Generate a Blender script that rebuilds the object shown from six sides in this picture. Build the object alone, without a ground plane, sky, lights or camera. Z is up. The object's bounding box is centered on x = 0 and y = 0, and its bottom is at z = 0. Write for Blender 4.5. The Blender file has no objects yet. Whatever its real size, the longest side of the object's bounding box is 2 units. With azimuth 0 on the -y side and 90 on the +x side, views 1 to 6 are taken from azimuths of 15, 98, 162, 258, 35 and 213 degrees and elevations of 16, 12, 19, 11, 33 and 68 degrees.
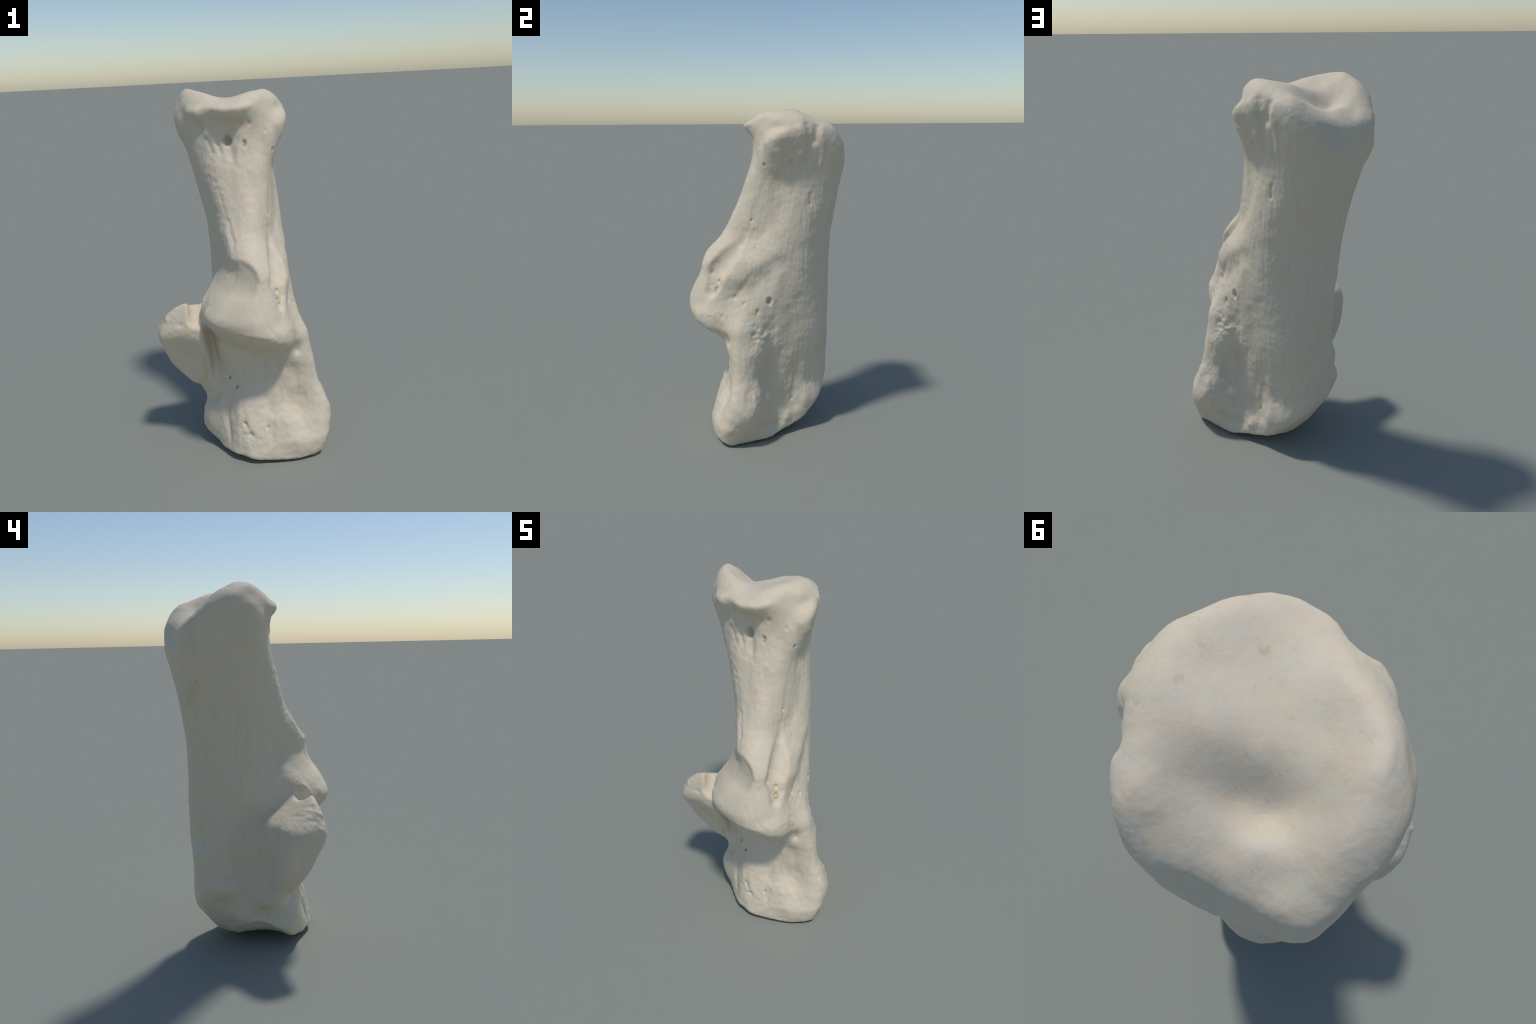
"""A pale animal heel bone (calcaneus) standing upright on its lower joint end.

The bone is modelled as an implicit solid: a loft of cross-sections along a bent
axis, trimmed by a saddle-shaped top and a domed underside, with a joint shelf
joined on and a channel cut between shelf and joint facet.  The solid is meshed,
then sculpted with strokes (ridges, grooves, pits) and grain, and separated into
named anatomical regions.
"""
import numpy as np

STEP = 0.0046            # mesh resolution in metres

# ---------------------------------------------------------------- shaft loft
# centre line of the bone:  (height, x, y)
AXIS = [(0.0, .10, -.08), (.3, .08, -.03), (.8, .03, -.01),
        (1.2, .01, .08), (1.6, -.04, .15), (2.0, -.06, .155)]

# cross-sections: (height, radii every 18 degrees counter-clockwise from +x)
SECTIONS = [
    (-0.02, [0.259, 0.241, 0.242, 0.253, 0.272, 0.286, 0.303, 0.336, 0.375, 0.393, 0.359, 0.288, 0.286, 0.292, 0.292, 0.281, 0.267, 0.272, 0.304, 0.327]),
    (0.10, [0.320, 0.246, 0.208, 0.206, 0.249, 0.329, 0.337, 0.359, 0.373, 0.365, 0.370, 0.368, 0.305, 0.289, 0.288, 0.283, 0.277, 0.302, 0.343, 0.383]),
    (0.20, [0.359, 0.249, 0.181, 0.174, 0.213, 0.348, 0.399, 0.392, 0.378, 0.336, 0.330, 0.366, 0.319, 0.280, 0.282, 0.270, 0.260, 0.288, 0.308, 0.391]),
    (0.30, [0.325, 0.219, 0.171, 0.174, 0.211, 0.298, 0.404, 0.441, 0.398, 0.324, 0.348, 0.323, 0.283, 0.261, 0.269, 0.249, 0.226, 0.251, 0.269, 0.380]),
    (0.40, [0.282, 0.164, 0.165, 0.183, 0.218, 0.303, 0.397, 0.447, 0.435, 0.311, 0.290, 0.275, 0.259, 0.240, 0.226, 0.217, 0.217, 0.233, 0.282, 0.346]),
    (0.48, [0.274, 0.170, 0.173, 0.201, 0.242, 0.319, 0.393, 0.452, 0.377, 0.271, 0.266, 0.260, 0.255, 0.236, 0.209, 0.197, 0.201, 0.224, 0.289, 0.337]),
    (0.56, [0.286, 0.201, 0.194, 0.215, 0.264, 0.344, 0.403, 0.453, 0.360, 0.261, 0.252, 0.254, 0.256, 0.264, 0.230, 0.199, 0.201, 0.233, 0.307, 0.333]),
    (0.63, [0.274, 0.212, 0.207, 0.225, 0.278, 0.355, 0.408, 0.419, 0.354, 0.257, 0.246, 0.251, 0.259, 0.277, 0.253, 0.244, 0.266, 0.313, 0.316, 0.329]),
    (0.70, [0.259, 0.210, 0.217, 0.232, 0.284, 0.356, 0.408, 0.408, 0.347, 0.253, 0.239, 0.249, 0.268, 0.290, 0.307, 0.338, 0.399, 0.417, 0.343, 0.326]),
    (0.77, [0.244, 0.218, 0.219, 0.236, 0.286, 0.350, 0.404, 0.405, 0.347, 0.245, 0.237, 0.246, 0.277, 0.329, 0.384, 0.421, 0.460, 0.442, 0.331, 0.294]),
    (0.84, [0.235, 0.219, 0.220, 0.237, 0.282, 0.336, 0.394, 0.395, 0.340, 0.268, 0.236, 0.239, 0.275, 0.352, 0.428, 0.459, 0.479, 0.416, 0.306, 0.266]),
    (0.92, [0.216, 0.213, 0.213, 0.236, 0.271, 0.316, 0.377, 0.390, 0.341, 0.280, 0.239, 0.231, 0.254, 0.327, 0.384, 0.439, 0.469, 0.400, 0.291, 0.237]),
    (1.00, [0.197, 0.201, 0.203, 0.226, 0.258, 0.298, 0.355, 0.389, 0.344, 0.285, 0.240, 0.221, 0.222, 0.267, 0.322, 0.385, 0.454, 0.384, 0.308, 0.224]),
    (1.08, [0.191, 0.183, 0.192, 0.215, 0.246, 0.284, 0.335, 0.370, 0.347, 0.288, 0.240, 0.217, 0.210, 0.222, 0.287, 0.360, 0.452, 0.373, 0.279, 0.225]),
    (1.15, [0.189, 0.182, 0.187, 0.207, 0.237, 0.274, 0.318, 0.365, 0.348, 0.295, 0.245, 0.219, 0.214, 0.232, 0.287, 0.379, 0.429, 0.307, 0.233, 0.200]),
    (1.23, [0.176, 0.175, 0.187, 0.205, 0.231, 0.268, 0.308, 0.347, 0.347, 0.300, 0.252, 0.230, 0.228, 0.243, 0.293, 0.359, 0.356, 0.264, 0.195, 0.180]),
    (1.33, [0.167, 0.174, 0.184, 0.203, 0.228, 0.270, 0.304, 0.347, 0.347, 0.304, 0.264, 0.246, 0.244, 0.251, 0.286, 0.320, 0.334, 0.266, 0.201, 0.170]),
    (1.45, [0.166, 0.172, 0.180, 0.198, 0.236, 0.278, 0.298, 0.346, 0.352, 0.313, 0.284, 0.264, 0.253, 0.263, 0.287, 0.294, 0.306, 0.275, 0.217, 0.179]),
    (1.57, [0.174, 0.170, 0.181, 0.206, 0.249, 0.285, 0.310, 0.334, 0.369, 0.335, 0.303, 0.283, 0.271, 0.272, 0.275, 0.273, 0.284, 0.280, 0.238, 0.191]),
    (1.66, [0.203, 0.194, 0.200, 0.222, 0.273, 0.306, 0.316, 0.342, 0.399, 0.354, 0.316, 0.301, 0.290, 0.274, 0.260, 0.242, 0.263, 0.268, 0.266, 0.237]),
    (1.74, [0.241, 0.225, 0.221, 0.242, 0.293, 0.305, 0.287, 0.321, 0.394, 0.368, 0.335, 0.332, 0.297, 0.270, 0.255, 0.230, 0.252, 0.259, 0.276, 0.279]),
    (1.81, [0.259, 0.238, 0.229, 0.260, 0.288, 0.291, 0.286, 0.321, 0.386, 0.372, 0.340, 0.347, 0.307, 0.267, 0.261, 0.242, 0.256, 0.263, 0.264, 0.283]),
    (1.87, [0.247, 0.241, 0.231, 0.255, 0.272, 0.264, 0.272, 0.310, 0.359, 0.373, 0.358, 0.340, 0.306, 0.310, 0.278, 0.297, 0.297, 0.273, 0.254, 0.253]),
    (1.92, [0.230, 0.224, 0.219, 0.226, 0.240, 0.241, 0.257, 0.292, 0.328, 0.354, 0.352, 0.317, 0.292, 0.274, 0.272, 0.278, 0.287, 0.268, 0.244, 0.246]),
    (1.98, [0.193, 0.183, 0.189, 0.195, 0.204, 0.220, 0.243, 0.270, 0.294, 0.310, 0.314, 0.291, 0.251, 0.211, 0.212, 0.211, 0.216, 0.237, 0.235, 0.219]),
]

# saddle of the heel knob: (x, y, height), smooth sheet through these points
TOP_SHEET = [
    (-.32, .14, 1.978), (-.27, .00, 1.984), (-.20, -.04, 1.965), (-.21, -.10, 1.92),
    (-.12, -.11, 1.905), (-.02, -.14, 1.893), (.08, -.11, 1.920), (.17, -.02, 1.945),
    (.10, .10, 1.962), (.15, .20, 1.952), (.02, .10, 1.942), (.12, .31, 1.908), (.08, -.05, 1.950),
    (.02, .37, 1.898), (-.08, .02, 1.928), (.02, .24, 1.935), (-.10, .08, 1.922),
    # crescent trough
    (-.235, .22, 1.855), (-.19, .25, 1.822), (-.13, .26, 1.836), (-.085, .25, 1.880), (-.045, .22, 1.926),
    (-.195, .195, 1.872), (-.13, .20, 1.895), (-.08, .19, 1.918), (-.15, .12, 1.912), (-.20, .09, 1.926),
    # rolled back lip
    (-.215, .325, 1.834), (-.12, .33, 1.834), (-.04, .30, 1.878), (-.16, .375, 1.805),
    (-.20, .40, 1.785), (-.28, .35, 1.812), (-.33, .30, 1.868), (-.34, .24, 1.926),
    (-.26, .12, 1.946), (.24, .14, 1.92), (-.05, .42, 1.835), (-.42, .15, 1.95),
]
# underside
BOTTOM_SHEET = [
    (.05, -.26, .0), (.20, -.27, .0), (.36, -.22, .0), (.20, -.08, .0), (.35, -.06, .0),
    (.43, -.12, .0), (.40, -.03, -.004), (.47, -.10, .03), (.42, -.22, .015), (.28, .04, .0), (.38, .03, .012), (.15, .085, .018), (.09, .11, .0), (.0, .11, .012),
    (-.08, .10, .045), (-.17, .10, .10), (-.27, .10, .21), (-.32, .15, .30), (.08, .20, .045),
    (.02, .30, .13), (-.08, .34, .21), (-.05, .20, .06), (-.18, .28, .23),
    (-.06, -.24, .01), (-.16, -.20, .03), (-.24, -.18, .055), (-.30, -.16, .10), (-.12, -.04, .06), (-.20, .0, .13),
    (.0, -.34, .03), (.2, -.34, .01), (.02, -.06, .03), (.0, .42, .26),
]


def axis_at(z):
    """Smooth centre line through AXIS."""
    a = np.array(AXIS)
    k = a[:, 0]
    z = np.clip(z, k[0], k[-1])
    i = np.clip(np.searchsorted(k, z, side='right') - 1, 0, len(k) - 2)
    h = k[i + 1] - k[i]
    t = (z - k[i])/h
    m = np.gradient(a[:, 1:], k, axis=0)
    return [(2*t**3 - 3*t**2 + 1)*a[i, c] + (t**3 - 2*t**2 + t)*h*m[i, c - 1]
            + (3*t**2 - 2*t**3)*a[i + 1, c] + (t**3 - t**2)*h*m[i + 1, c - 1] for c in (1, 2)]


def section_weights(z):
    """Cubic Hermite weights of every section at heights z."""
    lv = np.array([s[0] for s in SECTIONS])
    z = np.clip(z, lv[0], lv[-1])
    n = len(lv)
    i = np.clip(np.searchsorted(lv, z, side='right') - 1, 0, n - 2)
    h = lv[i + 1] - lv[i]
    t = (z - lv[i]) / h
    w = np.zeros((len(z), n))
    a = np.arange(len(z))
    w[a, i] += 2*t**3 - 3*t**2 + 1
    w[a, i + 1] += -2*t**3 + 3*t**2
    for k, c in ((i, t**3 - 2*t**2 + t), (i + 1, t**3 - t**2)):
        lo, hi = np.maximum(k - 1, 0), np.minimum(k + 1, n - 1)
        d = lv[hi] - lv[lo]
        np.add.at(w, (a, hi), c*h/d)
        np.add.at(w, (a, lo), -c*h/d)
    return w


def periodic_cubic(row, theta):
    n = len(row)
    u = (theta/(2*np.pi)*n) % n
    i = np.floor(u).astype(np.int32) % n
    t = u - np.floor(u)
    p0, p1, p2, p3 = row[(i - 1) % n], row[i], row[(i + 1) % n], row[(i + 2) % n]
    return p1 + .5*t*(p2 - p0 + t*(2*p0 - 5*p1 + 4*p2 - p3 + t*(3*(p1 - p2) + p3 - p0)))


def sheet(points, x, y, soft=1e-4):
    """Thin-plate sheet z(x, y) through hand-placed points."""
    p = np.array(points)
    def phi(r2):
        return r2*np.log(r2 + 1e-9)
    n = len(p)
    d2 = (p[:, None, 0] - p[None, :, 0])**2 + (p[:, None, 1] - p[None, :, 1])**2
    q = np.c_[np.ones(n), p[:, :2]]
    m = np.block([[phi(d2) + soft*np.eye(n), q], [q.T, np.zeros((3, 3))]])
    c = np.linalg.solve(m, np.r_[p[:, 2], 0, 0, 0])
    out = c[n] + c[n + 1]*x + c[n + 2]*y
    for k in range(n):
        out = out + c[k]*phi((x - p[k, 0])**2 + (y - p[k, 1])**2)
    return out


def smax(a, b, k):
    h = np.clip(.5 + .5*(a - b)/k, 0, 1)
    return b + (a - b)*h + k*h*(1 - h)


def smin(a, b, k):
    return -smax(-a, -b, k)


def half_space(p, x, y, z):
    """Plane through three points; solid side is away from the 'outside' hint."""
    a, b, c, out = [np.array(v, float) for v in p]
    n = np.cross(b - a, c - a)
    n /= np.linalg.norm(n)
    if n @ (out - a) < 0:
        n = -n
    return n[0]*(x - a[0]) + n[1]*(y - a[1]) + n[2]*(z - a[2])


def tube(path, x, y, z):
    """Distance to a chain of tapering round segments; path rows (x, y, z, radius)."""
    best = None
    for (ax, ay, az, ra), (bx, by, bz, rb) in zip(path[:-1], path[1:]):
        dx, dy, dz = bx - ax, by - ay, bz - az
        t = np.clip(((x - ax)*dx + (y - ay)*dy + (z - az)*dz)/(dx*dx + dy*dy + dz*dz), 0, 1)
        d = np.sqrt((x - ax - t*dx)**2 + (y - ay - t*dy)**2 + (z - az - t*dz)**2) - (ra + (rb - ra)*t)
        best = d if best is None else np.minimum(best, d)
    return best


# joint shelf on the inner side: faces given by three points and an outside hint
SHELF_FACES = [
    [(-.21, -.318, .700), (-.43, -.312, .69), (-.33, -.172, .375), (-.3, -.6, .4)],       # flat joint face
    [(-.446, -.30, .69), (-.478, -.10, .66), (-.442, -.12, .52), (-1, -.1, .6)],          # outer end
    [(-.455, -.10, .51), (-.392, -.09, .425), (-.405, -.20, .465), (-1, 0, .2)],          # lower rim
    [(-.392, -.10, .42), (-.30, -.09, .325), (-.33, -.17, .365), (-.9, 0, -.5)],           # lower tip
    [(-.32, -.18, .350), (-.20, -.17, .325), (-.28, -.05, .325), (-.3, -.1, -1)],         # underside
    [(-.478, -.105, .64), (-.25, .000, .70), (-.26, -.010, .42), (-.3, 1, .6)],              # tendon side
    [(-.25, -.20, .850), (-.37, -.25, .840), (-.27, -.06, .755), (-.3, 0, 1.5)],           # upper face
    [(-.37, -.268, .848), (-.445, -.20, .757), (-.458, -.08, .695), (-1, .3, 1.5)],       # rough crest
    [(-.37, -.27, .848), (-.450, -.24, .730), (-.442, -.30, .70), (-1, -.5, 1.2)],        # crest corner
    [(-.40, -.322, .70), (-.22, -.322, .72), (-.33, -.282, .86), (-.3, -.9, 1.0)],        # front of crest
]
GUTTER = [(.190, -.116, 1.26, .030), (.206, -.151, 1.20, .045), (.232, -.204, 1.138, .060), (.255, -.255, 1.077, .070),
          (.272, -.299, 1.019, .070), (.279, -.302, .96, .060), (.282, -.317, .92, .050), (.300, -.345, .87, .030)]
CHANNEL = [(-.46, -.14, .965, .050), (-.29, -.17, .935, .048), (-.225, -.24, .88, .045), (-.215, -.30, .80, .04)]



def solid(x, y, z):
    """Signed field of the bone on a block of points; x, y are 2-D, z is 1-D."""
    w = section_weights(z) @ np.array([s[1] for s in SECTIONS])
    top = sheet(TOP_SHEET, x, y)
    bot = sheet(BOTTOM_SHEET, x, y)
    gx, gy = np.gradient(top, STEP)
    top_n = np.sqrt(1 + np.minimum(gx*gx + gy*gy, 4))
    gx, gy = np.gradient(bot, STEP)
    bot_n = np.sqrt(1 + np.minimum(gx*gx + gy*gy, 4))
    out = np.empty(x.shape + (len(z),), np.float32)
    cx, cy = axis_at(z)
    for k in range(len(z)):
        dx, dy = x - cx[k], y - cy[k]
        f = .92*(np.hypot(dx, dy) - periodic_cubic(w[k], np.arctan2(dy, dx)))
        if z[k] > 1.6:
            f = smax(f, (z[k] - top - .008)/top_n, .055)
        if z[k] < .6:
            f = smax(f, (bot - z[k])/bot_n, .018)
        if .45 < z[k] < .95:
            # sloping underside of the joint facet, down to the front wall of the foot
            under = -half_space([(.25, -.46, .762), (.25, -.28, .640), (-.10, -.40, .698), (0, -.4, 2)], x, y, z[k])
            under = smin(under, -.245 - .03*np.clip((.02 - x)/.1, 0, 1) - .6*max(0, .5 - z[k]) - y, .03)
            under = smin(under, .325 - x, .03)
            f = smax(f, under, .016)
        if .8 < z[k] < 1.35:
            f = smax(f, -tube(GUTTER, x, y, z[k]), .022)
        if .15 < z[k] < 1.1:
            s = None
            for face in SHELF_FACES:
                h = half_space(face, x, y, z[k])
                s = h if s is None else smax(s, h, .040)
            s = smax(s, x + .185, .03) - .006
            f = smin(f, s, .040 + .09*np.clip((.80 - z[k])/.2, 0, 1)*np.clip((y + .20)/.12, 0, 1))
            f = smax(f, -tube(CHANNEL, x, y, z[k]), .025)
        if .85 < z[k] < 1.3:
            # hollow upper part of the joint facet, with a sharp rim
            cut = np.sqrt((x + .25)**2 + (y + 1.3)**2 + (z[k] - 1.15)**2) - 1.012
            f = smax(f, -smax(cut, .5*(.955 - z[k]), .07), .006)
        out[:, :, k] = f
    return out


def surface_net(f, origin, step):
    """Quad mesh of the zero level of a sampled field (naive surface nets)."""
    inside = f < 0
    n = np.array(f.shape)
    cell = np.zeros(n - 1, np.uint8)
    corners = [(i, j, k) for i in (0, 1) for j in (0, 1) for k in (0, 1)]
    for i, j, k in corners:
        cell += inside[i:n[0]-1+i, j:n[1]-1+j, k:n[2]-1+k]
    idx = np.argwhere((cell > 0) & (cell < 8))
    ids = np.full(n - 1, -1, np.int32)
    ids[tuple(idx.T)] = np.arange(len(idx))
    acc = np.zeros((len(idx), 3))
    cnt = np.zeros(len(idx))
    for a in corners:
        for ax in range(3):
            if a[ax]:
                continue
            b = list(a)
            b[ax] = 1
            fa = f[tuple((idx + a).T)]
            fb = f[tuple((idx + b).T)]
            m = (fa < 0) != (fb < 0)
            t = np.where(m, fa/np.where(m, fa - fb, 1), 0)
            p = np.array(a) + t[:, None]*(np.array(b) - np.array(a))
            acc += p*m[:, None]
            cnt += m
    verts = (idx + acc/cnt[:, None])*step + origin
    quads = []
    for ax in range(3):
        u, v = [(1, 2), (2, 0), (0, 1)][ax]
        lo = [slice(1, -1)]*3
        hi = [slice(1, -1)]*3
        lo[ax], hi[ax] = slice(0, -1), slice(1, None)
        a, b = inside[tuple(lo)], inside[tuple(hi)]
        off = np.ones(3, int)
        off[ax] = 0
        for flip in (False, True):
            e = np.argwhere((a & ~b) if not flip else (~a & b)) + off
            du, dv = np.zeros(3, int), np.zeros(3, int)
            du[u], dv[v] = 1, 1
            q = np.stack([ids[tuple((e - du - dv).T)], ids[tuple((e - dv).T)],
                          ids[tuple(e.T)], ids[tuple((e - du).T)]], -1)
            quads.append(q[:, ::-1] if flip else q)
    return verts, np.vstack(quads)


def vertex_normals(v, q):
    fn = np.cross(v[q[:, 2]] - v[q[:, 0]], v[q[:, 3]] - v[q[:, 1]])
    n = np.zeros_like(v)
    for k in range(4):
        np.add.at(n, q[:, k], fn)
    return n/np.maximum(np.linalg.norm(n, axis=1, keepdims=True), 1e-12)


def relax(v, q, times, strength=.5):
    for _ in range(times):
        acc = np.zeros_like(v)
        cnt = np.zeros(len(v))
        for k in range(4):
            a, b = q[:, k], q[:, (k + 1) % 4]
            np.add.at(acc, a, v[b])
            np.add.at(cnt, a, 1)
        v = v + strength*(acc/cnt[:, None] - v)
    return v


def gradient_noise(p, seed=0):
    """Vectorised Perlin noise, roughly -1..1."""
    rng = np.random.default_rng(seed)
    perm = rng.permutation(256)
    perm = np.concatenate([perm, perm, perm])
    g = rng.normal(size=(256, 3))
    g /= np.linalg.norm(g, axis=1, keepdims=True)
    i = np.floor(p).astype(int)
    t = p - i
    i &= 255
    s = t*t*t*(t*(t*6 - 15) + 10)
    out = 0
    for a in (0, 1):
        for b in (0, 1):
            for c in (0, 1):
                h = perm[perm[perm[i[:, 0] + a] + i[:, 1] + b] + i[:, 2] + c]
                d = t - np.array([a, b, c])
                w = (s[:, 0] if a else 1 - s[:, 0])*(s[:, 1] if b else 1 - s[:, 1])*(s[:, 2] if c else 1 - s[:, 2])
                out = out + w*np.einsum('ij,ij->i', g[h], d)
    return out*1.5


def base_mesh(step=None):
    global STEP
    if step:
        STEP = step
    x0 = np.array([-.53, -.53, -.03])
    n = (np.array([1.06, 1.06, 2.08])/STEP).astype(int)
    ax = [x0[k] + STEP*np.arange(n[k]) for k in range(3)]
    gx, gy = np.meshgrid(ax[0], ax[1], indexing='ij')
    return surface_net(solid(gx, gy, ax[2]), x0, STEP)


# ---------------------------------------------------------------- sculpting
# strokes: (depth, width, [points along the stroke]); depth > 0 raises, < 0 cuts
SHAFT_STROKES = [
    # groove between the front crest of the shaft and its outer side, and the low ridge beside it
    (-.004, .024, [(.165, .0, 1.56), (.163, -.06, 1.36), (.164, -.09, 1.26), (.17, -.127, 1.19)]),
    (.003, .014, [(.162, -.075, 1.285), (.185, -.12, 1.17), (.225, -.165, 1.09)]),
    (-.004, .016, [(.279, -.205, .872), (.27, -.16, .885), (.258, -.115, .935), (.235, -.07, 1.02)]),
    # rim of the joint facet
    (.003, .016, [(.01, -.31, 1.144), (.072, -.341, 1.149), (.127, -.363, 1.128), (.166, -.372, 1.095), (.179, -.375, 1.056)]),
    (-.003, .012, [(.186, -.371, .995), (.18, -.426, .908), (.215, -.432, .83), (.247, -.416, .776)]),
    (.004, .014, [(-.13, -.385, .80), (-.02, -.45, .79), (.08, -.475, .80), (.17, -.46, .79), (.25, -.43, .765)]),
    (-.005, .06, [(.03, -.40, .94)]),
    (.006, .012, [(-.135, -.36, .85), (-.125, -.37, .90), (-.11, -.34, .97)]),
    # torn edge on the inner front of the shaft
    (-.003, .013, [(-.093, -.142, 1.469), (-.045, -.19, 1.34), (-.022, -.221, 1.304)]),
    (-.005, .012, [(-.02, -.235, 1.29), (.012, -.275, 1.225), (.018, -.29, 1.19)]),
    (.003, .012, [(-.04, -.225, 1.265), (-.01, -.265, 1.205)]),
]
KNOB_STROKES = [
    # upper knob: overhanging front lip, side lumps, cleft behind
    (.012, .020, [(-.20, -.115, 1.905), (-.13, -.125, 1.893), (-.05, -.135, 1.885), (.04, -.135, 1.89), (.10, -.10, 1.90)]),
    (.006, .022, [(-.215, -.105, 1.895), (-.195, -.095, 1.83), (-.165, -.085, 1.76)]),
    (.014, .035, [(.195, .035, 1.79), (.206, .08, 1.82), (.205, .14, 1.845)]),
    (.010, .030, [(.184, .215, 1.865), (.165, .248, 1.825)]),
    (-.010, .024, [(.155, .262, 1.89), (.151, .272, 1.82), (.145, .266, 1.73), (.135, .26, 1.68)]),
    (.005, .016, [(.118, .335, 1.83), (.112, .348, 1.79), (.098, .345, 1.73), (.092, .333, 1.66)]),
    (-.012, .020, [(.118, .31, 1.875), (.125, .30, 1.80)]),
    (-.010, .022, [(.209, .12, 1.765), (.190, .16, 1.735), (.175, .22, 1.765)]),
    (-.008, .035, [(.19, .09, 1.70), (.17, .14, 1.66)]),
    (-.006, .010, [(.160, .072, 1.606), (.169, .122, 1.652)]),
    (-.005, .010, [(.168, .14, 1.66), (.166, .165, 1.685)]),
    (-.006, .011, [(.103, .274, 1.485), (.104, .275, 1.43)]),
    (-.004, .008, [(.07, .37, 1.77), (.05, .385, 1.79), (.035, .39, 1.81)]),
    # flutes below the front lip
    (-.006, .011, [(-.105, -.085, 1.71), (-.085, -.095, 1.66)]),
    (-.004, .011, [(-.16, -.08, 1.73), (-.13, -.09, 1.66)]),
    (-.005, .012, [(-.035, -.09, 1.69), (-.02, -.10, 1.63)]),
    (.004, .014, [(-.07, -.095, 1.69), (-.05, -.105, 1.62)]),
    (.004, .014, [(.01, -.09, 1.69), (.015, -.105, 1.60)]),
]
FOOT_STROKES = [
    # back ridge and its row of pits near the foot
    (.007, .024, [(.118, .235, .42), (.118, .258, .30), (.120, .25, .18), (.10, .18, .05)]),
    (-.004, .020, [(.134, .204, .37), (.149, .188, .275), (.151, .178, .215), (.153, .185, .14), (.150, .15, .06)]),
    (-.010, .020, [(.155, .10, .02), (.15, .16, .06)]),
    # hollow flank between back ridge and outer ridge
    (-.018, .055, [(.29, .01, .41), (.27, .04, .31)]),
    # lower joint end: hollows, grooves and swellings of the front
    (-.007, .028, [(.285, -.20, .50), (.290, -.175, .42), (.31, -.165, .34)]),
    (.008, .032, [(.225, -.21, .46), (.199, -.231, .347), (.181, -.267, .237)]),
    (-.010, .018, [(-.095, -.235, .29), (-.085, -.26, .21), (-.070, -.295, .12), (-.06, -.29, .05)]),
    (-.004, .012, [(-.006, -.249, .343), (.023, -.276, .282), (.028, -.313, .209), (.078, -.334, .145)]),
    (-.006, .015, [(.185, -.262, .25), (.175, -.305, .15), (.185, -.31, .07)]),
    (.008, .045, [(-.19, -.21, .19), (-.18, -.23, .12)]),
    (-.016, .030, [(-.18, -.18, .285), (-.21, -.13, .27)]),
    (.008, .030, [(.34, -.21, .10), (.40, -.16, .19)]),
    (-.007, .020, [(.42, -.13, .16), (.43, -.16, .10)]),
    (.006, .035, [(.338, -.20, .67), (.368, -.143, .53), (.389, -.129, .435)]),
    # outer ridge, ragged towards the back
    (-.004, .022, [(.312, -.03, .68), (.322, -.018, .62)]),
    (-.006, .010, [(.320, -.043, .675), (.27, .01, .655)]),
    (-.005, .010, [(.325, -.035, .64), (.26, .03, .63)]),
    (.006, .010, [(.29, .01, .645), (.25, .045, .66)]),
    (.007, .016, [(.404, -.02, .33), (.395, .0, .28)]),
    (.010, .030, [(.194, .138, .105), (.22, .12, .14)]),
    # cleft under the facet at the outer side, curled worm marks
    (-.014, .020, [(.33, -.215, .645), (.315, -.20, .61)]),
    (-.004, .008, [(.285, -.335, .80), (.275, -.35, .78), (.29, -.335, .76), (.305, -.305, .765)]),
    (-.004, .008, [(.305, -.25, .79), (.315, -.24, .76), (.318, -.25, .73), (.325, -.22, .71)]),
]
INNER_STROKES = [
    # wrinkles on the inner side below the shelf
    (-.004, .007, [(-.322, -.012, .616), (-.334, -.027, .572), (-.345, -.05, .53), (-.359, -.063, .45)]),
    (-.004, .007, [(-.25, .0, .523), (-.316, -.015, .523), (-.357, -.054, .50)]),
    (-.005, .010, [(-.227, -.032, .265), (-.236, -.076, .242), (-.228, -.109, .252)]),
    (-.004, .008, [(-.230, .0, .30), (-.225, -.03, .27), (-.24, -.06, .225)]),
    (-.012, .030, [(-.20, -.02, .115), (-.21, .03, .13)]),
    (.008, .030, [(-.10, .12, .055), (-.16, .16, .12)]),
    (.006, .018, [(-.26, .22, .40), (-.275, .20, .37)]),
    (-.014, .05, [(-.46, -.13, .66), (-.44, -.15, .58)]),
    (-.014, .045, [(-.36, -.05, .70), (-.42, -.08, .68)]),
    # dished joint face of the shelf
    (-.014, .06, [(-.32, -.285, .63), (-.32, -.25, .55)]),
    # crest of the shelf: lumps
    (.010, .016, [(-.385, -.285, .79)]), (-.006, .016, [(-.375, -.25, .845)]), (-.005, .015, [(-.42, -.24, .775)]),
    (.008, .013, [(-.41, -.19, .80)]), (-.004, .014, [(-.36, -.16, .80)]), (.007, .014, [(-.44, -.27, .73)]),
    (-.006, .014, [(-.35, -.30, .76), (-.30, -.305, .77)]),
]

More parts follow.
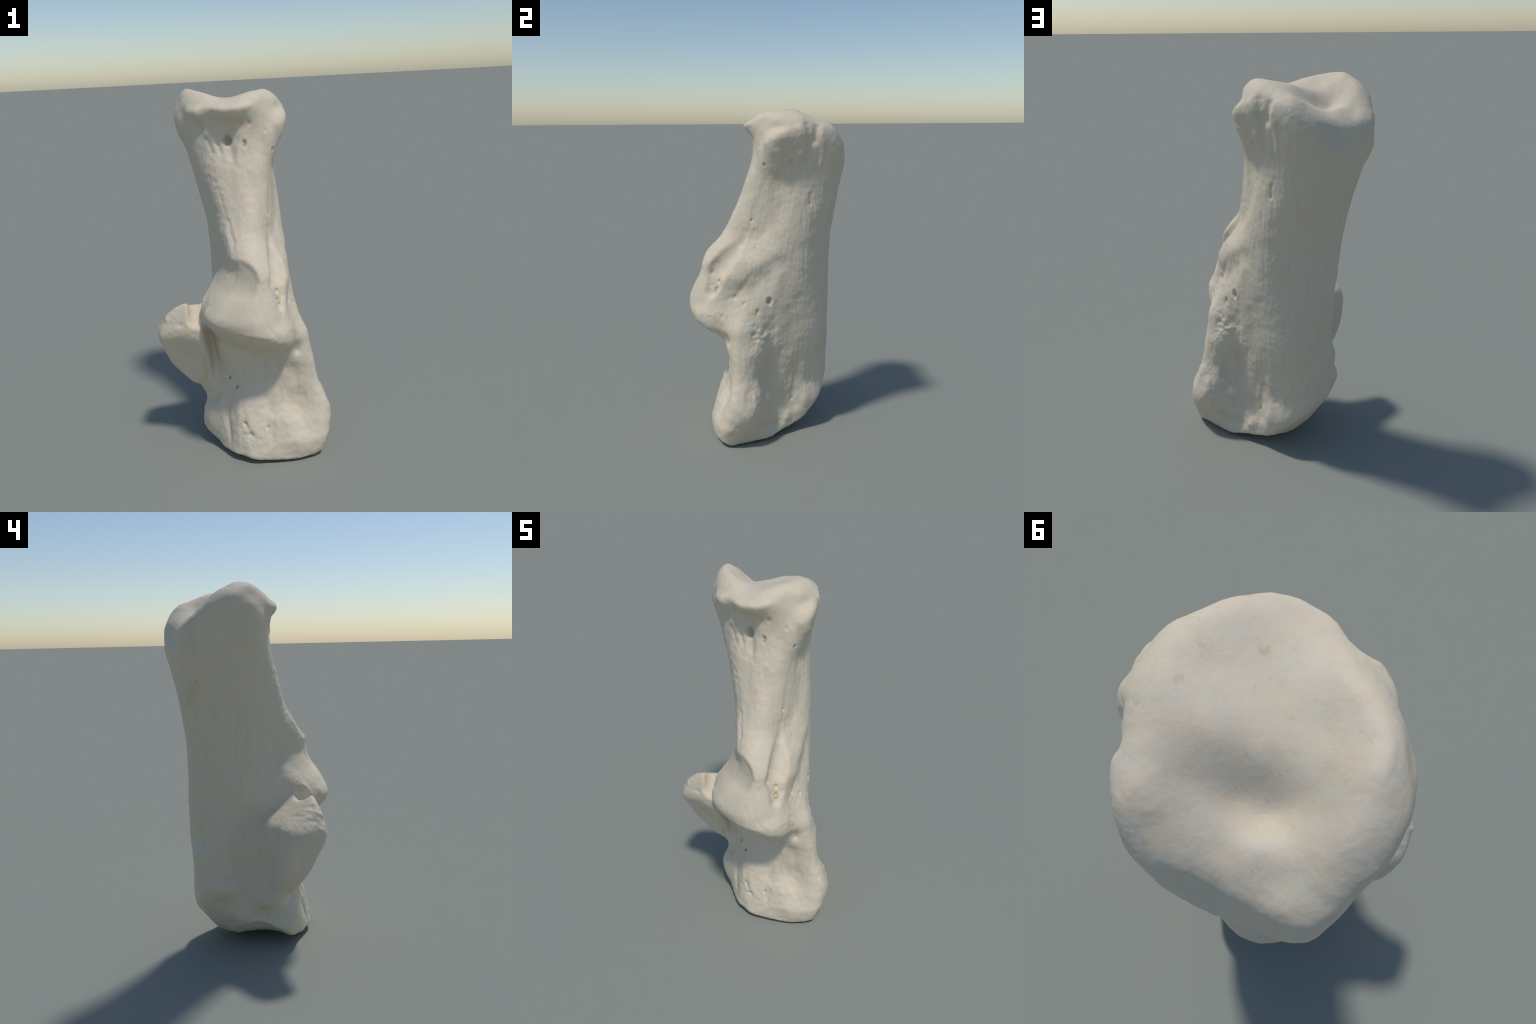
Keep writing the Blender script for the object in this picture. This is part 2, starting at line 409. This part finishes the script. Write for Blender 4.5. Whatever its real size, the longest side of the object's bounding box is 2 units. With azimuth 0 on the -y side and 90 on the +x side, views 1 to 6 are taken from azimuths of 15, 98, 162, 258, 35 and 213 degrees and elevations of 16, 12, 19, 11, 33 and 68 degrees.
# holes of blood vessels: (x, y, z, radius, depth)
HOLES = [
    (-0.049, -0.082, 1.722, 0.019, 0.045),
    (0.043, -0.08, 1.706, 0.012, 0.017),
    (0.15, -0.032, 1.766, 0.01, 0.007),
    (0.173, 0.007, 1.661, 0.011, 0.013),
    (-0.098, -0.089, 1.7, 0.009, 0.007),
    (0.001, -0.066, 1.777, 0.01, 0.006),
    (0.072, -0.075, 1.804, 0.012, 0.005),
    (0.236, -0.28, 0.919, 0.013, 0.018),
    (0.226, -0.265, 0.968, 0.01, 0.011),
    (0.205, -0.31, 1.018, 0.01, 0.007),
    (0.282, -0.104, 0.853, 0.011, 0.011),
    (0.241, 0.044, 0.858, 0.015, 0.03),
    (0.275, -0.021, 0.803, 0.01, 0.011),
    (0.306, -0.23, 0.772, 0.01, 0.007),
    (0.157, -0.076, 1.33, 0.009, 0.009),
    (0.227, -0.049, 1.045, 0.01, 0.007),
    (0.265, -0.159, 0.885, 0.011, 0.006),
    (0.195, 0.11, 0.545, 0.011, 0.009),
    (0.33, -0.018, 0.49, 0.009, 0.006),
    (0.307, 0.037, 0.301, 0.009, 0.005),
    (0.155, 0.168, 0.27, 0.011, 0.012),
    (0.154, 0.168, 0.209, 0.011, 0.012),
    (.326, -.042, .663, .010, .005),
    (0.136, 0.193, 0.368, 0.012, 0.007),
    (0.336, -0.19, 0.633, 0.012, 0.012),
    (-0.148, -0.235, 0.55, 0.009, 0.007),
    (-0.12, -0.222, 0.517, 0.01, 0.012),
    (-0.076, -0.207, 0.435, 0.01, 0.012),
    (-0.032, -0.229, 0.391, 0.011, 0.013),
    (-0.111, -0.21, 0.319, 0.009, 0.007),
    (-0.076, -0.204, 0.556, 0.01, 0.009),
    (0.061, -0.334, 0.154, 0.01, 0.013),
    (0.151, -0.299, 0.189, 0.01, 0.011),
    (0.028, -0.313, 0.209, 0.01, 0.009),
    (0.23, -0.218, 0.264, 0.008, 0.006),
    (-0.401, 0.254, 1.645, 0.012, 0.007),
    (-0.379, 0.149, 1.683, 0.014, 0.006),
    (-0.23, 0.067, 0.869, 0.011, 0.005),
    (-0.168, -0.036, 1.128, 0.009, 0.007),
    (-0.26, 0.058, 0.517, 0.009, 0.004),
    (0.055, 0.33, 1.331, 0.01, 0.006),
    (0.004, 0.383, 1.422, 0.01, 0.005),
    (0.15, 0.139, 1.639, 0.012, 0.006),
    (-0.215, -0.118, 0.955, 0.011, 0.012),
    (-0.2, -0.22, 0.905, 0.012, 0.009),
]


def stroke_distance(v, path):
    p = np.array(path, float)
    if len(p) == 1:
        return np.linalg.norm(v - p[0], axis=1)
    best = np.full(len(v), 9.)
    for a, b in zip(p[:-1], p[1:]):
        d = b - a
        t = np.clip((v - a) @ d/(d @ d), 0, 1)
        best = np.minimum(best, np.linalg.norm(v - a - t[:, None]*d, axis=1))
    return best


def soft_step(e0, e1, x):
    t = np.clip((x - e0)/(e1 - e0), 0, 1)
    return t*t*(3 - 2*t)


def sculpt(v, q):
    v = relax(v, q, 2)
    nrm = vertex_normals(v, q)
    push = np.zeros(len(v))
    ragged = gradient_noise(v*42, 21)
    for depth, width, path in SHAFT_STROKES + KNOB_STROKES + FOOT_STROKES + INNER_STROKES:
        push += depth*np.exp(-(stroke_distance(v, path)/width)**2)
    for x, y, z, r, depth in HOLES:
        # slightly drawn-out, ragged openings
        d = (v - (x, y, z))*(1, 1, .72)
        wob = 1 + .22*ragged
        push -= depth*np.exp(-(np.linalg.norm(d, axis=1)/(.92*r*wob))**2.6)
    x, y, z = v.T
    theta = np.arctan2(y - np.interp(z, [0, 2], [0, .15]), x)
    # long grain: fibres running up the shaft, strongest on the outer and back sides
    warp = .02*gradient_noise(v*6, 11)[:, None]
    fibre = gradient_noise((v + warp)*[62, 62, 4.2], 1) + .7*gradient_noise((v + warp)*[120, 120, 7], 2)
    shaft = soft_step(.1, .35, z)*(1 - soft_step(1.60, 1.78, z))
    patchy = .35 + .65*soft_step(-.35, .35, gradient_noise(v*[5, 5, 2], 12))
    outer = soft_step(-.12, .12, x + .3*y)
    push += .0011*fibre*shaft*patchy*(.55 + .75*outer)
    # coarse, ragged bone low on the outer side, on the shelf crest and the knob's flank
    rough = 1.0*np.exp(-(stroke_distance(v, [(.30, .0, .72), (.30, .03, .60), (.25, .1, .45)])/.11)**2)
    rough += .8*np.exp(-(stroke_distance(v, [(-.40, -.22, .79), (-.37, -.27, .82)])/.06)**2)
    rough += .9*np.exp(-(stroke_distance(v, [(.03, -.30, .25), (.06, -.33, .12)])/.08)**2)
    rough += .7*np.exp(-(stroke_distance(v, [(.20, .10, 1.80), (.16, .24, 1.83)])/.08)**2)
    rough += .6*np.exp(-(stroke_distance(v, [(-.15, -.09, 1.6), (-.05, -.20, 1.32)])/.06)**2)
    rough += .6*np.exp(-(stroke_distance(v, [(.22, .12, .12), (.33, .02, .12)])/.10)**2)
    lumps = gradient_noise(v*30, 6) + .7*gradient_noise(v*58, 7)
    push += .0032*rough*lumps
    # low undulation and fine tooth everywhere, smoother on the joint faces
    joint = np.exp(-(stroke_distance(v, [(.0, -.34, 1.05), (.05, -.44, .88)])/.13)**4)
    joint += np.exp(-(stroke_distance(v, [(-.15, .2, 1.9), (.0, .1, 1.95)])/.22)**4)
    joint += np.exp(-(stroke_distance(v, [(-.34, -.24, .60), (-.3, -.2, .5)])/.10)**4)
    foot = 1 - soft_step(.25, .5, z)
    calm = 1 - .65*np.clip(joint, 0, 1)
    push += calm*((.0022 + .0032*foot)*gradient_noise(v*11, 3) + (.0014 + .0012*foot)*gradient_noise(v*27, 4) + .0007*gradient_noise(v*60, 5))
    return v + nrm*push[:, None]


# ---------------------------------------------------------------- build
def region_of(c):
    """Anatomical region of each face centre."""
    x, y, z = c.T
    r = np.zeros(len(c), int)                                     # shaft
    r[z > 1.66] = 1                                               # heel_knob
    r[z < .40] = 2                                                # lower_joint_end
    facet = (y < -.13) & (z > .60) & (z < 1.16) & (x < .30) & (y < .02 - .9*(x + .25)*(x > -.25))
    r[facet] = 3                                                  # joint_facet
    shelf = (x < -.19) & (y < -.02) & (z > .33) & (z < .885 + .0*x) & (x + .55*y < -.235)
    r[shelf] = 4                                                  # joint_shelf
    return r


REGION_NAMES = ['shaft', 'heel_knob', 'lower_joint_end', 'joint_facet', 'joint_shelf']


def bone_material():
    import bpy
    m = bpy.data.materials.new('aged_bone')
    m.use_nodes = True
    nt = m.node_tree
    nt.nodes.clear()
    N = nt.nodes.new
    L = nt.links.new
    out = N('ShaderNodeOutputMaterial')
    bsdf = N('ShaderNodeBsdfPrincipled')
    L(bsdf.outputs[0], out.inputs[0])
    tc = N('ShaderNodeTexCoord')

    def noise(scale, detail, stretch=(1, 1, 1)):
        mp = N('ShaderNodeMapping')
        mp.inputs['Scale'].default_value = stretch
        L(tc.outputs['Object'], mp.inputs['Vector'])
        n = N('ShaderNodeTexNoise')
        n.inputs['Scale'].default_value = scale
        n.inputs['Detail'].default_value = detail
        n.inputs['Roughness'].default_value = .6
        L(mp.outputs[0], n.inputs['Vector'])
        return n.outputs['Fac']

    def ramp(fac, stops):
        r = N('ShaderNodeValToRGB')
        e = r.color_ramp.elements
        while len(e) < len(stops):
            e.new(.5)
        for el, (p, c) in zip(e, stops):
            el.position = p
            el.color = (*c, 1)
        L(fac, r.inputs[0])
        return r.outputs[0]

    def mix(fac, a, b):
        x = N('ShaderNodeMix')
        x.data_type = 'RGBA'
        for val, sock in ((fac, x.inputs[0]), (a, x.inputs[6]), (b, x.inputs[7])):
            if hasattr(val, 'is_linked'):
                L(val, sock)
            else:
                sock.default_value = val if isinstance(val, float) else (*val, 1)
        return x.outputs[2]

    cream = ramp(noise(20, 5, (1, 1, .6)), [(.36, BONE_COOL), (.5, BONE_MID), (.64, BONE_WARM)])
    streak = ramp(noise(9, 4, (2.4, 2.4, .35)), [(.52, (0, 0, 0)), (.74, (.42,)*3)])
    c = mix(streak, cream, BONE_TAN)
    spots = ramp(noise(26, 2), [(.66, (0, 0, 0)), (.78, (.5,)*3)])
    c = mix(spots, c, BONE_STAIN)
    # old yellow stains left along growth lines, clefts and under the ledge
    wob = N('ShaderNodeTexNoise')
    wob.inputs['Scale'].default_value = 14
    L(tc.outputs['Object'], wob.inputs['Vector'])
    shift = N('ShaderNodeVectorMath')
    shift.operation = 'MULTIPLY_ADD'
    L(wob.outputs['Color'], shift.inputs[0])
    shift.inputs[1].default_value = (.05, .05, .05)
    L(tc.outputs['Object'], shift.inputs[2])
    fade = noise(17, 3)

    def vmath(op, a, b=None, scale=None):
        n = N('ShaderNodeVectorMath')
        n.operation = op
        for val, sock in ((a, n.inputs[0]), (b, n.inputs[1])):
            if val is None:
                continue
            if hasattr(val, 'is_linked'):
                L(val, sock)
            else:
                sock.default_value = val
        if scale is not None:
            L(scale, n.inputs['Scale'])
        return n

    def math(op, a, b, clamp=False):
        n = N('ShaderNodeMath')
        n.operation = op
        n.use_clamp = clamp
        for val, sock in ((a, n.inputs[0]), (b, n.inputs[1])):
            if hasattr(val, 'is_linked'):
                L(val, sock)
            else:
                sock.default_value = val
        return n.outputs[0]

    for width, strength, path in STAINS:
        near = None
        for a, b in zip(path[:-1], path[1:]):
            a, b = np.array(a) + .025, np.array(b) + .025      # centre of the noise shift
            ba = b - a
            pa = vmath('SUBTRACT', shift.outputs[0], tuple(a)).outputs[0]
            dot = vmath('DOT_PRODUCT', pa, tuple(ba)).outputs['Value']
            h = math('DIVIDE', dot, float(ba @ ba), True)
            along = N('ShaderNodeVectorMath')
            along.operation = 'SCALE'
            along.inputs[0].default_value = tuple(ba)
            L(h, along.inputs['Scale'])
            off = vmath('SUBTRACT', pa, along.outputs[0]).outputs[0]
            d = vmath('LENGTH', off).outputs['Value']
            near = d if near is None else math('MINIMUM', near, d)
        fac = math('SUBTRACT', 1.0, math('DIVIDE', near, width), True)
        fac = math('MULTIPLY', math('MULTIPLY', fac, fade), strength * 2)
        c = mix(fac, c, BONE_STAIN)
    # brown lining of the vessel holes
    for x, y, z, r, depth in HOLES:
        if depth < .012:
            continue
        d = N('ShaderNodeVectorMath')
        d.operation = 'DISTANCE'
        L(tc.outputs['Object'], d.inputs[0])
        d.inputs[1].default_value = (x, y, z)
        mr = N('ShaderNodeMapRange')
        mr.inputs['From Min'].default_value = r*1.1
        mr.inputs['From Max'].default_value = r*.5
        mr.inputs['To Min'].default_value = 0
        mr.inputs['To Max'].default_value = .7
        L(d.outputs['Value'], mr.inputs[0])
        c = mix(mr.outputs[0], c, BONE_HOLE)
    L(c, bsdf.inputs['Base Color'])
    bsdf.inputs['Roughness'].default_value = .62
    bsdf.inputs['Specular IOR Level'].default_value = .2
    b = N('ShaderNodeBump')
    b.inputs['Strength'].default_value = .25
    b.inputs['Distance'].default_value = .004
    L(noise(90, 3, (1, 1, .25)), b.inputs['Height'])
    L(b.outputs[0], bsdf.inputs['Normal'])
    return m


# (width, strength, path)
STAINS = [
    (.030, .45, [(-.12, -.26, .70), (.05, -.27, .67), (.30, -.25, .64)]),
    (.022, .45, [(-.21, -.30, .62), (-.20, -.22, .48), (-.27, -.16, .37)]),
    (.030, .40, [(-.12, -.09, 1.86), (.0, -.10, 1.85), (.07, -.08, 1.81)]),
    (.020, .60, [(.160, .072, 1.606), (.169, .122, 1.652)]),
    (.018, .55, [(.168, .14, 1.66), (.166, .165, 1.685)]),
    (.035, .40, [(.31, -.28, .76), (.33, -.20, .70)]),
    (.040, .35, [(.22, .12, .12), (.34, .02, .12)]),
    (.045, .35, [(-.30, .36, 1.50), (-.28, .38, 1.40)]),
    (.030, .40, [(-.24, -.17, .93), (-.19, -.24, .90)]),
]
BONE_COOL = (.665, .605, .485)
BONE_MID = (.69, .60, .46)
BONE_WARM = (.70, .595, .445)
BONE_TAN = (.61, .50, .34)
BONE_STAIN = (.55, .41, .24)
BONE_HOLE = (.30, .20, .10)


def build():
    import bpy
    v, q = base_mesh()
    v = sculpt(v, q)
    v[:, 2] -= v[:, 2].min()
    normals = vertex_normals(v, q)
    region = region_of(v[q].mean(1))
    mat = bone_material()
    root = bpy.data.objects.new('heel_bone', None)
    bpy.context.scene.collection.objects.link(root)
    root['label'] = 'pale cream dry animal heel bone standing upright'
    root['category'] = 'bone'
    for r, name in enumerate(REGION_NAMES):
        faces = q[region == r]
        used, local = np.unique(faces, return_inverse=True)
        faces = local.reshape(-1, 4)
        me = bpy.data.meshes.new(name)
        me.vertices.add(len(used))
        me.vertices.foreach_set('co', v[used].astype(np.float32).ravel())
        me.loops.add(faces.size)
        me.loops.foreach_set('vertex_index', faces.ravel().astype(np.int32))
        me.polygons.add(len(faces))
        me.polygons.foreach_set('loop_start', np.arange(0, faces.size, 4, dtype=np.int32))
        me.update(calc_edges=True)
        me.validate()
        me.shade_smooth()
        me.normals_split_custom_set_from_vertices(normals[used].tolist())
        me.materials.append(mat)
        ob = bpy.data.objects.new(name, me)
        ob.parent = root
        bpy.context.scene.collection.objects.link(ob)


if __name__ == '__main__':
    build()
